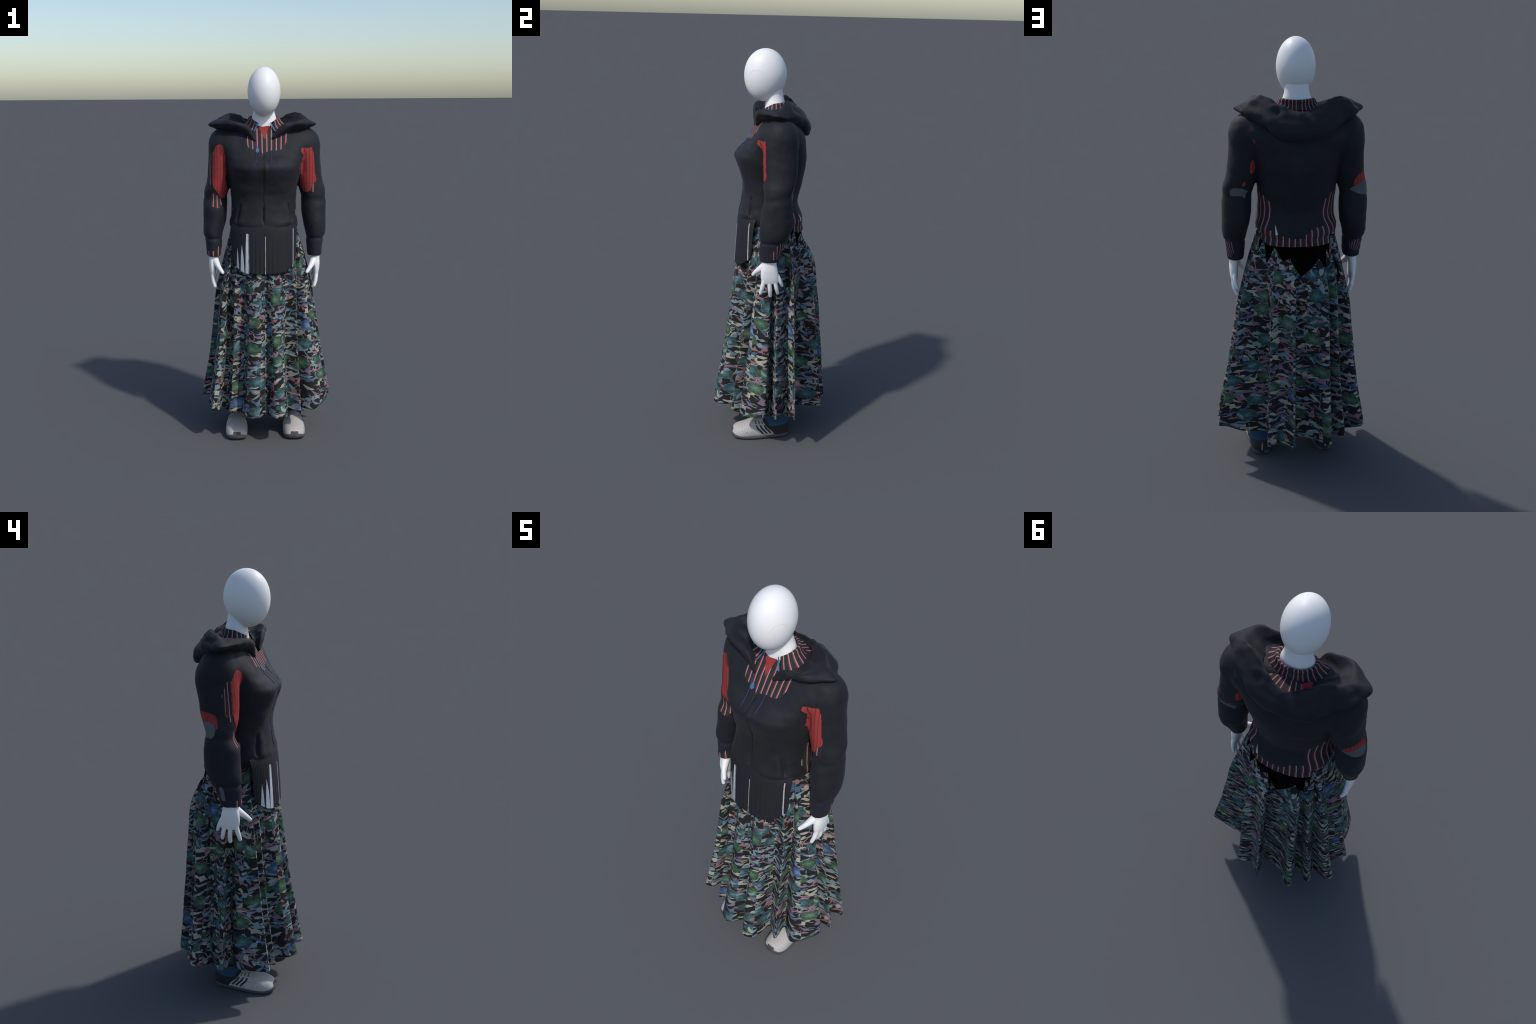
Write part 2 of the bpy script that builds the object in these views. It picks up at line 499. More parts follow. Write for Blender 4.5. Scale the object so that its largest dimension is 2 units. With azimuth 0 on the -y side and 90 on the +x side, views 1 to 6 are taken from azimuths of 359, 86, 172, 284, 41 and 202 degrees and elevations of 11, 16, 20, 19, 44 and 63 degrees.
# ------------------------------------------------------------------ hoodie body and sleeves
#             z     left   right   front   back
TORSO = [(1.142, -.180, .158, -.172, .146), (1.158, -.191, .169, -.1790, .147), (1.175, -.194, .172, -.1812, .1445),
         (1.205, -.187, .166, -.177, .134), (1.228, -.184, .163, -.171, .124),
         (1.255, -.183, .162, -.166, .1195), (1.300, -.182, .161, -.161, .128), (1.335, -.185, .165, -.161, .137),
         (1.370, -.189, .170, -.168, .1445), (1.400, -.193, .176, -.176, .150), (1.450, -.200, .187, -.193, .156), (1.482, -.206, .194, -.2005, .157),
         (1.515, -.216, .204, -.180, .155), (1.552, -.238, .226, -.1405, .151), (1.600, -.266, .255, -.110, .140),
         (1.630, -.270, .258, -.093, .124), (1.655, -.252, .240, -.076, .104), (1.678, -.205, .193, -.063, .084),
         (1.693, -.150, .138, -.056, .073), (1.702, -.095, .083, -.052, .064)]
#             z      in     out    front   back   (right arm, x > 0)
SLEEVE = [(1.684, .190, .240, -.010, .050), (1.676, .168, .258, -.034, .066), (1.655, .155, .281, -.052, .084),
          (1.620, .152, .296, -.064, .097), (1.590, .152, .3005, -.069, .102), (1.530, .156, .3005, -.073, .103),
          (1.440, .163, .309, -.070, .101), (1.400, .170, .316, -.069, .096), (1.360, .183, .327, -.069, .086),
          (1.325, .193, .3305, -.068, .074), (1.285, .195, .3315, -.072, .078), (1.250, .195, .3315, -.079, .081),
          (1.200, .200, .3315, -.084, .081), (1.150, .211, .3315, -.088, .068), (1.120, .218, .328, -.0885, .051),
          (1.096, .2195, .320, -.086, .039), (1.075, .221, .3145, -.087, .031), (1.010, .2265, .3075, -.084, .010),
          (1.000, .228, .3065, -.082, .009)]

def ring(row, n_exp, count=96, n_back=None):
    xl, xr, yf, yb = row
    a = np.linspace(0, 2*np.pi, count, endpoint=False)
    s, k = superpt(a, n_exp)
    if n_back:
        s2, k2 = superpt(a, n_back)
        s, k = np.where(np.cos(a) > 0, s, s2), np.where(np.cos(a) > 0, k, k2)
    k = -k
    cx, cy = (xl+xr)/2, (yf*.45+yb*.55)
    return np.c_[cx+(xr-xl)/2*s, np.where(k < 0, cy+(cy-yf)*k, cy+(yb-cy)*k)]

def torso_mesh():
    rows = []
    for z in np.linspace(1.142, 1.702, 110):
        r = ring(interp(TORSO, z)[0], 2.55 + .75*float(sstep(1.50, 1.58, np.array(z)))*float(sstep(1.70, 1.66, np.array(z))), 96, 2.55 - .40*float(sstep(1.17, 1.23, np.array(z)))*float(sstep(1.48, 1.40, np.array(z))))
        rows.append(np.c_[r, np.full(len(r), z)])
    return loft(rows)

def sleeve_mesh(side):
    rows = []
    for z in np.linspace(1.000, 1.684, 140):
        xi, xo, yf, yb = interp(SLEEVE, z)[0]
        if side < 0:        # the other arm hangs a touch further out at the wrist
            k = .009*float(sstep(1.2, 1.0, np.array(z)))
            xl, xr = -xo-.0055-k*.9+.006*float(gauss(z, 1.37, .08)), -xi-.0135-k*.4
            yb -= .010*float(gauss(z, 1.35, .05))
            yb += .019*float(gauss(z, 1.565, .065))
            yf += .012*float(gauss(z, 1.315, .045))
        else:
            xl, xr = xi, xo-.0035
            yb -= .008*float(sstep(1.1, 1.3, np.array(z)))
        r = ring((xl, xr, yf, yb), 2.05, 72)
        rows.append(np.c_[r, np.full(len(r), z)])
    return loft(rows)

def build_hoodie():
    v, f = remesh_union([torso_mesh(), sleeve_mesh(1), sleeve_mesh(-1)], .0042, 7)
    # melt the shoulder joints together, keep the rest crisp
    w = sstep(1.47, 1.56, v[:, 2])*sstep(.13, .17, np.abs(v[:, 0]+.006))*sstep(.300, .275, np.abs(v[:, 0]+.006))
    v = relax(v, f, w, 45)
    n = vnormals(v, f)
    x, y, z = v.T
    front = sstep(.1, -.35, n[:, 1])
    on_body = sstep(.20, .17, np.abs(x+.006))
    d = np.zeros(len(v))
    # bust, sunken breastbone line and the ridge pulled up by the zip
    for cx in (-.088, .074):
        d += front*.004*gauss(x, cx, .05)*gauss(z, 1.45, .05)
        d += front*.006*gauss(x, cx*1.3, .04)*gauss(z, 1.36, .04)
    d -= sstep(0., .4, n[:, 1])*.010*gauss(x, -.006, .045)*gauss(z, 1.56, .07)
    d += front*.005*gauss(x, -.006, .012)*gauss(z, 1.478, .03)
    d -= front*.0035*gauss(x, -.012, .004)*sstep(1.17, 1.20, z)*sstep(1.57, 1.54, z)*(.6+.4*np.sin(z*70))
    # open slit above the hem
    d -= front*.010*gauss(x, -.017, .0042)*sstep(1.19, 1.215, z)*sstep(1.285, 1.26, z)
    # pocket folds
    for sx, cx in ((1, .118), (-1, -.135)):
        line = cx + sx*.018*(1.295-z)/.1
        d -= front*.011*gauss(x, line, .006)*sstep(1.185, 1.205, z)*sstep(1.30, 1.27, z)
        d += front*.006*gauss(x, line-sx*.02, .016)*sstep(1.17, 1.2, z)*sstep(1.32, 1.25, z)
    # drag lines from the pockets to the zip and blousing above the hem
    d += front*on_body*.0025*gauss(z, 1.180+.14*np.abs(x+.01), .016)*sstep(.03, .07, np.abs(x+.01))
    # creases at the arm pits and inside the elbows
    for s, cx in ((1, .200), (-1, -.214)):
        d -= .007*gauss(x, cx, .012)*gauss(z, 1.50, .06)*sstep(-.02, .03, -y)
        arm = sstep(.19, .215, s*x)
        d -= arm*.0025*gauss(z, 1.318+.25*(y), .016)*sstep(.05, -.02, y)
        d += arm*.0012*gauss(z, 1.285+.25*(y), .02)
        d -= arm*.0035*gauss(z, 1.098, .009)
    d += .0022*smooth_noise(v, 14., 3.) + .0012*smooth_noise(v, 34., 9.)
    v = v + n*d[:, None]
    n = vnormals(v, f)
    cen = np.array([v[list(q)].mean(0) for q in f])
    lab = np.zeros(len(f), int)
    armline = np.interp(cen[:, 2], [1.0, 1.36, 1.45, 1.66, 1.70], [.19, .187, .195, .225, .24])
    lab[cen[:, 0]+.006 > armline] = 1
    lab[cen[:, 0]+.006 < -armline] = 2
    lab[(lab > 0) & (cen[:, 2] < 1.095)] += 2
    names = ['hoodie_body', 'sleeve', 'sleeve', 'cuff', 'cuff']
    mats = [M_FLEECE, M_FLEECE, M_FLEECE, M_CUFF, M_CUFF]
    objs = []
    for k in range(5):
        idx, ff = submesh(v, f, lab == k)
        objs.append(new_obj(names[k], v[idx], ff, mats[k], objs[0] if k else ROOT, normals=n[idx]))
    objs[3].parent = objs[1]; objs[4].parent = objs[2]
    return v, f, n, objs

HV, HF, HN, HOODIE = build_hoodie()
HQ = np.array([q for q in HF if len(q) == 4])
HC = HV[HQ].mean(1)
HNC = HN[HQ].mean(1)

# ------------------------------------------------------------------ under layers that show through the hoodie
def poly_sd(poly, P):
    """signed distance (positive inside) from 2D points to a closed polygon"""
    A = np.array(poly, float); B = np.roll(A, -1, 0)
    best = np.full(len(P), 1e9); inside = np.zeros(len(P), bool)
    for a, b in zip(A, B):
        e = b-a; w = P-a
        t = np.clip((w@e)/(e@e+1e-12), 0, 1)
        best = np.minimum(best, np.linalg.norm(w-t[:, None]*e, axis=1))
        c = (a[1] > P[:, 1]) != (b[1] > P[:, 1])
        with np.errstate(divide='ignore', invalid='ignore'):
            xi = a[0]+(P[:, 1]-a[1])*e[0]/e[1]
        inside ^= c & (P[:, 0] < xi)
    return np.where(inside, best, -best)

def chart(P, az):
    a = math.radians(az)
    return np.c_[P[:, 0]*math.cos(a)+P[:, 1]*math.sin(a), P[:, 2]]

def patch(name, mat, az, outlines, parent, rise=.0016, region=None, ragged=0., cuts=2, surf=None, fsize=.006, facing=-.05):
    """a lower layer pushed through the outer cloth inside soft outlines: the rim dives under it"""
    V, Q, N, C, NC = surf or (HV, HQ, HN, HC, HNC)
    a = math.radians(az)
    face = np.array([math.sin(a), -math.cos(a), 0.])
    def field(P):
        g = chart(P, az)
        sd = np.max([poly_sd(o, g) for o in outlines], axis=0)
        if ragged:
            sd = sd + ragged*smooth_noise(P, 90., 5.) + ragged*.6*smooth_noise(P, 220., 1.)
        return sd
    keep = (NC @ face > facing)
    lo = np.min([np.min(o, axis=0) for o in outlines], axis=0) - .012
    hi = np.max([np.max(o, axis=0) for o in outlines], axis=0) + .012
    g = chart(C, az)
    keep &= np.all((g > lo) & (g < hi), axis=1)
    if region is not None:
        keep &= region(C)
    ids = np.nonzero(keep)[0]
    fld = field(C[ids])
    ids = ids[fld > -.009]
    if len(ids) == 0:
        print('EMPTY PATCH', name); return None
    used, faces = submesh(V, [tuple(q) for q in Q[ids]], [True]*len(ids))
    bm = bmesh.new()
    nl = bm.verts.layers.float_vector.new('n')
    vs = [bm.verts.new(p) for p in V[used]]
    for b, k in zip(vs, used):
        b[nl] = N[k]
    for q in faces:
        bm.faces.new([vs[i] for i in q])
    if cuts:
        bmesh.ops.subdivide_edges(bm, edges=bm.edges[:], cuts=cuts, use_grid_fill=True)
    P = np.array([b.co[:] for b in bm.verts]); NN = np.array([b[nl][:] for b in bm.verts])
    NN /= np.maximum(np.linalg.norm(NN, axis=1, keepdims=True), 1e-9)
    bm.verts.index_update()
    ff = [tuple(w.index for w in q.verts) for q in bm.faces]
    bm.free()
    sd = field(P)
    off = np.clip(sd*1.2, -.004, rise)
    kill = sd < -fsize
    ff = [q for q in ff if not all(kill[i] for i in q)]
    used, ff = submesh(P, ff, [True]*len(ff))
    return new_obj(name, (P + NN*off[:, None])[used], ff, mat, parent, normals=NN[used])

def build_patches():
    body, slR, slL, cuR, cuL = HOODIE
    torso = lambda C: (np.abs(C[:, 0]+.006) < .235) & (C[:, 1] < .05)
    trunk = lambda C: np.abs(C[:, 0]+.006) < .192
    line = lambda C: np.interp(C[:, 2], [1.0, 1.36, 1.45, 1.56, 1.62], [.19, .190, .192, .185, .18])
    armR = lambda C: C[:, 0]+.006 > line(C)
    armL = lambda C: C[:, 0]+.006 < -line(C)
    # striped shirt and sweater neckline on the chest
    patch('shirt_front', M_CHEST, 0, [[(-.098, 1.645), (-.101, 1.611), (-.091, 1.583), (-.056, 1.576), (-.030, 1.571), (-.015, 1.553), (-.001, 1.563),
          (.028, 1.570), (.071, 1.572), (.094, 1.587), (.108, 1.615), (.112, 1.646), (.108, 1.67), (.09, 1.72), (-.09, 1.72)]], body, .0016, torso)
    patch('sweater_neckline', M_KNIT, 0, [[(-.045, 1.715), (-.041, 1.697), (-.031, 1.673), (-.023, 1.658), (-.005, 1.622), (.006, 1.653), (.015, 1.684),
          (.022, 1.696), (.026, 1.715)]], body, .0030, torso)
    patch('label_tag', M_BLUE, 0, [[(-.044, 1.596), (-.037, 1.582), (-.035, 1.570), (-.044, 1.561), (-.055, 1.567), (-.052, 1.582)]], body, .0026, torso)
    # back tails of the shirt
    patch('shirt_back', M_BACK, 180, [[(-.20, 1.352), (-.16, 1.335), (-.141, 1.323), (-.110, 1.292), (-.114, 1.223), (-.125, 1.201), (-.124, 1.182), (-.101, 1.161),
          (-.073, 1.159), (-.037, 1.149), (.009, 1.143), (.038, 1.163), (.057, 1.181), (.085, 1.191), (.119, 1.194), (.111, 1.22), (.106, 1.281),
          (.125, 1.31), (.145, 1.337), (.2, 1.352), (.22, 1.12), (-.22, 1.12)]], body, .0016, lambda C: trunk(C) & (C[:, 1] > -.03))
    patch('shirt_side', M_SIDE, 60, [[(.125, 1.335), (.076, 1.331), (.057, 1.321), (.046, 1.272), (.036, 1.241), (.038, 1.219), (.055, 1.192), (.075, 1.165),
          (.085, 1.14), (.135, 1.14)]], body, .0022, trunk)
    patch('shirt_side', M_SIDE, 300, [[(-.13, 1.335), (-.08, 1.335), (-.057, 1.29), (-.039, 1.25), (-.035, 1.228), (-.06, 1.198), (-.08, 1.165), (-.09, 1.14), (-.14, 1.14)]],
          body, .0022, trunk)
    patch('undershirt_scrap', M_WHITE, 180, [[(-.100, 1.206), (-.094, 1.186), (-.088, 1.162), (-.099, 1.160)]], body, .0024, trunk, 0., 3)
    # one arm: x < 0
    patch('sweater_sleeve', M_KNIT_L, 325, [[(-.155, 1.604), (-.180, 1.594), (-.198, 1.560), (-.204, 1.50), (-.204, 1.42), (-.196, 1.385), (-.180, 1.350), (-.168, 1.312),
          (-.158, 1.318), (-.145, 1.395), (-.140, 1.45), (-.142, 1.50), (-.126, 1.557), (-.138, 1.588)]], slL, .0024, armL, .0012)
    patch('shirt_sleeve', M_SLEEVE_L, 325, [[(-.211, 1.566), (-.222, 1.546), (-.241, 1.501), (-.236, 1.478), (-.237, 1.445), (-.216, 1.384), (-.205, 1.385), (-.198, 1.45), (-.198, 1.56)]],
          slL, .0016, armL, .0015)
    patch('sweater_scrap', M_KNIT_L, 325, [[(-.234, 1.428), (-.234, 1.413), (-.226, 1.403), (-.223, 1.421)]], slL, .0024, armL)
    patch('shirt_sleeve', M_SLEEVE_L, 340, [[(-.260, 1.340), (-.254, 1.275), (-.231, 1.265), (-.207, 1.264), (-.203, 1.285), (-.211, 1.312), (-.223, 1.326), (-.234, 1.340)]],
          slL, .0016, armL, .0008)
    patch('sweater_elbow', M_KNIT_L, 215, [[(.165, 1.370), (.160, 1.392), (.168, 1.418), (.2, 1.428), (.232, 1.425), (.247, 1.417), (.254, 1.40), (.265, 1.360), (.255, 1.362),
          (.24, 1.375), (.18, 1.365)]], slL, .0016, armL, .0008)
    patch('elbow_lining', M_GREY, 215, [[(.160, 1.347), (.167, 1.362), (.19, 1.378), (.21, 1.388), (.24, 1.387), (.254, 1.377), (.262, 1.357), (.261, 1.33), (.254, 1.317),
          (.225, 1.317), (.2, 1.322), (.171, 1.337)]], slL, .0026, armL)
    patch('cuff_stripe', M_SLEEVE_L, 345, [[(-.285, 1.03), (-.273, 1.034), (-.269, 1.041), (-.249, 1.031), (-.234, 1.036), (-.225, 1.063), (-.220, 1.045), (-.215, .99), (-.285, .99)]],
          cuL, .0016, armL)
    patch('cuff_lining', M_GREY, 285, [[(-.088, 1.095), (-.077, 1.100), (-.068, 1.088), (-.059, 1.034), (-.074, 1.032), (-.082, 1.054)]], cuL, .0016, armL)
    patch('cuff_stripe', M_SLEEVE_L, 200, [[(.236, 1.079), (.241, 1.080), (.248, 1.089), (.260, 1.097), (.281, 1.102), (.293, 1.033), (.265, 1.036), (.240, 1.050)]],
          cuL, .0022, armL, .0015)
    # other arm: x > 0
    patch('sweater_sleeve', M_KNIT_R, 20, [[(.144, 1.581), (.138, 1.566), (.158, 1.54), (.150, 1.462), (.146, 1.417), (.164, 1.387), (.176, 1.350), (.186, 1.343), (.202, 1.353),
          (.226, 1.396), (.232, 1.418), (.224, 1.456), (.222, 1.499), (.216, 1.559), (.206, 1.583), (.178, 1.578), (.169, 1.583)]], slR, .0024, armR, .0018)
    patch('shirt_sleeve', M_SLEEVE_R, 20, [[(.199, 1.345), (.204, 1.374), (.216, 1.396), (.230, 1.402), (.232, 1.374), (.226, 1.345)]], slR, .0032, armR)
    patch('sweater_scrap', M_KNIT_R, 200, [[(-.225, 1.592), (-.218, 1.589), (-.216, 1.568), (-.224, 1.579)], [(-.214, 1.495), (-.204, 1.483), (-.197, 1.453), (-.205, 1.436),
          (-.218, 1.429), (-.228, 1.440), (-.228, 1.467), (-.222, 1.486)]], slR, .0020, armR)
    patch('sweater_scrap', M_KNIT_R, 160, [[(-.185, 1.400), (-.186, 1.378), (-.195, 1.371), (-.201, 1.382), (-.195, 1.389)]], slR, .0020, armR)
    patch('elbow_lining', M_GREY, 165, [[(-.271, 1.350), (-.258, 1.363), (-.243, 1.367), (-.211, 1.363), (-.189, 1.345), (-.199, 1.338), (-.205, 1.313), (-.217, 1.324), (-.240, 1.327),
          (-.267, 1.325)]], slR, .0020, armR)
    patch('cuff_stripe', M_SLEEVE_R, 130, [[(-.216, 1.033), (-.214, 1.058), (-.209, 1.082), (-.189, 1.099), (-.180, 1.095), (-.172, 1.02), (-.216, 1.015)]], cuR, .0018, armR)
    patch('cuff_stripe', M_SLEEVE_R, 165, [[(-.292, 1.099), (-.270, 1.102), (-.258, 1.092), (-.262, 1.035), (-.285, 1.031)]], cuR, .0024, armR, .0012)

def build_shirt_tail():
    """the shirt's curved back hem hanging below the hoodie"""
    deg = np.linspace(92, 268, 120); a = np.radians(deg)
    rows = []
    for t in np.linspace(0, 1, 14):
        zb = 1.108 + .030*sstep(.12, .19, np.abs(np.sin(a)*.18))
        z = 1.165 + (zb-1.165)*t
        s, k = superpt(a, 2.45)
        x = -.011 + (.1765+.004*t)*s
        y = -.004 + (.1435+.0115*t)*(-k)
        rows.append(np.c_[x, y, z])
    ob = new_obj('shirt_tail', np.vstack(rows), grid_faces(len(a), 14), M_BACK)
    m = ob.modifiers.new('thickness', 'SOLIDIFY'); m.thickness = .002; m.offset = 0.

build_patches()
build_shirt_tail()

# ------------------------------------------------------------------ front hem apron
def build_hem_band():
    #        z     left   right   front   how far the edges curl back
    tab = [(.915, -.178, .152, -.1975, .39), (1.00, -.183, .158, -.1935, .385), (1.08, -.185, .160, -.189, .39), (1.15, -.187, .163, -.1838, .41), (1.19, -.182, .158, -.178, .46)]
    t = np.linspace(-1, 1, 150)
    t = np.sign(t)*(1-(1-np.abs(t))**1.25)
    zb = np.interp(np.abs(t), [0, .55, .7, .8, .88, .94, .98, 1], [.9235, .928, .936, .948, .961, .973, .988, 1.012])
    nz, zt = 60, 1.182
    rows = []
    for j in range(nz):
        z = zb + (zt-zb)*j/(nz-1)
        r = interp(tab, z)
        x = (r[:, 0]+r[:, 1])/2 + (r[:, 1]-r[:, 0])/2*t
        rip = .0011*np.sin(t*46)*sstep(1.15, .95, z)
        rows.append(np.c_[x, r[:, 2]*(1-r[:, 3]*np.abs(t)**3)-rip, z])
    a = t
    v = np.vstack(rows); f = grid_faces(len(a), nz)
    ob = new_obj('hem_band', v, f, M_RIB, HOODIE[0])
    m = ob.modifiers.new('thickness', 'SOLIDIFY'); m.thickness = .004; m.offset = -1.
    n = vnormals(v, f); q = np.array(f)
    surf = (v, q, n, v[q].mean(1), n[q].mean(1))
    # pale undershirt breaking through the band in tapered streaks
    for o in ([(-.154, 1.062), (-.150, 1.02), (-.144, .93), (-.160, .93), (-.157, 1.02)],
              [(-.131, 1.082), (-.123, 1.02), (-.117, .91), (-.138, .91), (-.136, 1.02)],
              [(-.107, 1.14), (-.099, 1.14), (-.098, 1.02), (-.0975, .90), (-.113, .90), (-.111, 1.06)]):
        patch('undershirt_streak', M_WHITE, 0, [o], ob, .0014, None, .0004, 2, surf)
    for x0, w, z0 in ((-.0945, .0011, 1.14), (-.0065, .0014, 1.125), (.1425, .0018, 1.16)):
        patch('undershirt_streak', M_SEAM, 0, [[(x0-w, z0), (x0+w, z0), (x0+w, .90), (x0-w, .90)]], ob, .0010, None, .0005, 3, surf, .003)

build_hem_band()

# ------------------------------------------------------------------ skirt
HEM = [(-.003, -.235), (.03, -.285), (.055, -.303), (.095, -.286), (.108, -.255), (.109, -.205), (.115, -.172), (.145, -.19),
       (.181, -.215), (.183, -.19), (.172, -.145), (.178, -.130), (.205, -.15), (.25, -.176), (.29, -.15), (.325, -.10),
       (.338, -.05), (.30, -.032), (.262, -.018), (.305, .000), (.36, .005), (.318, .040), (.265, .066), (.315, .090),
       (.362, .101), (.33, .108), (.25, .112), (.17, .120), (.130, .135), (.133, .19), (.142, .262), (.11, .255), (.08, .238),
       (.05, .262), (.02, .298), (.013, .26), (.030, .196), (.0, .192), (-.045, .205), (-.092, .235), (-.13, .272), (-.152, .280),
       (-.163, .262), (-.15, .20), (-.141, .170), (-.17, .178), (-.224, .218), (-.24, .20), (-.235, .15), (-.234, .138),
       (-.265, .15), (-.318, .178), (-.342, .145), (-.305, .105), (-.276, .084), (-.33, .04), (-.361, .005), (-.315, -.001),
       (-.266, -.018), (-.312, -.058), (-.320, -.11), (-.308, -.18), (-.295, -.212), (-.264, -.19), (-.25, -.14), (-.225, -.15),
       (-.21, -.19), (-.198, -.216), (-.175, -.20), (-.15, -.188), (-.132, -.198), (-.124, -.255), (-.113, -.275), (-.075, -.298),
       (-.045, -.285), (-.02, -.25)]
#         z      left   right   front   back
ENV = [(.15, -.368, .366, -.303, .300), (.20, -.362, .362, -.291, .296), (.31, -.342, .345, -.272, .283), (.38, -.327, .330, -.262, .278), (.475, -.313, .311, -.245, .270),
       (.54, -.305, .302, -.236, .262), (.69, -.289, .278, -.218, .250), (.80, -.276, .262, -.206, .235), (.90, -.252, .240, -.190, .225),
       (.95, -.240, .228, -.178, .212), (1.02, -.222, .209, -.166, .178), (1.06, -.211, .197, -.160, .156), (1.125, -.194, .176, -.152, .149), (1.17, -.186, .166, -.147, .143)]

def env_radius(th, z):
    xl, xr, yf, yb = [np.asarray(c) for c in interp(ENV, z).T]
    s, k = np.sin(th), -np.cos(th)
    n = 2.3 + np.where(k > 0, .35, -.08)*sstep(.7, .95, np.asarray(z))
    ax = np.where(s > 0, xr, -xl); ay = np.where(k < 0, -yf, yb)
    return (np.abs(s/ax)**n + np.abs(k/ay)**n)**(-1/n)

def build_skirt():
    hem = catmull(HEM, 9, closed=True)
    th = np.unwrap(np.arctan2(hem[:, 0], -hem[:, 1]))
    r0 = np.hypot(hem[:, 0], hem[:, 1])
    side = sstep(.24, .34, np.abs(hem[:, 0]))
    zh = .160 + .030*side
    rho = r0/env_radius(th, zh)
    # the cloth hangs: fold lines keep their place along the body, so their bearing drifts with height
    shift = np.radians(np.interp(np.degrees(th) % 360, [0, 15, 26, 41, 55, 70, 91, 106, 130, 152, 176, 208, 226, 243, 271, 290, 305, 317.5, 334, 346, 360],
                                 [0, 0, 1, 8, 9, 5, 0, 4.5, 1.3, -3.6, -1.1, 3.6, -.3, -3.5, 0, -2, -6, -8, -2.5, -1, 0]))
    drift = lambda z: np.clip((z-.16)/.69, 0, 1)*shift
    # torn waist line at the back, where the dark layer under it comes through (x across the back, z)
    zig = [(-.20, 1.165), (-.165, 1.165), (-0.150, 1.040), (-0.138, 1.088), (-0.120, 1.002), (-0.093, 1.050), (-0.052, 1.008), (-.011, .972), (0.035, 1.056),
           (0.066, 1.042), (0.106, 1.102), (0.134, 1.020), (.158, 1.145), (0.172, 1.075), (.186, 1.165), (.22, 1.165)]
    tw = th + shift
    rw = env_radius(tw, np.full_like(tw, 1.06))*(1-(1-rho)*.2)
    xw = rw*np.sin(tw)
    zt = np.where(np.cos(tw) < 0, np.interp(xw, [p[0] for p in zig], [p[1] for p in zig]), 1.165)
    deg = np.degrees(tw) % 360
    nz = 90
    rows = []
    fold = lambda z: np.interp(z, [.15, .3, .55, .8, .95, 1.05, 1.12, 1.17], [1., .98, .90, .72, .48, .25, .10, .03])
    def skirt_ring(z, inset=0.):
        t = th + drift(z)
        r = env_radius(t, z)*(1-(1-rho)*fold(z)) - inset
        return np.c_[r*np.sin(t), -r*np.cos(t), z]
    for j in range(nz):
        rows.append(skirt_ring(zh + (zt-zh)*j/(nz-1)))
    v = np.vstack(rows)
    v[:, 2] += 0
    ob = new_obj('floral_skirt', v, grid_faces(len(th), nz, True), M_FLORAL)
    m = ob.modifiers.new('thickness', 'SOLIDIFY'); m.thickness = .003; m.offset = -1.
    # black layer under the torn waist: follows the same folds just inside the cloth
    sel = np.nonzero((deg > 100) & (deg < 250))[0]
    sel = np.arange(sel.min(), sel.max()+1)
    rows = [skirt_ring(np.full_like(th, z), .007)[sel] for z in np.linspace(.95, 1.168, 40)]
    t2 = sel
    ob = new_obj('black_shorts', np.vstack(rows), grid_faces(len(t2), 40), M_BLACK)
    m = ob.modifiers.new('thickness', 'SOLIDIFY'); m.thickness = .002; m.offset = -1.

build_skirt()

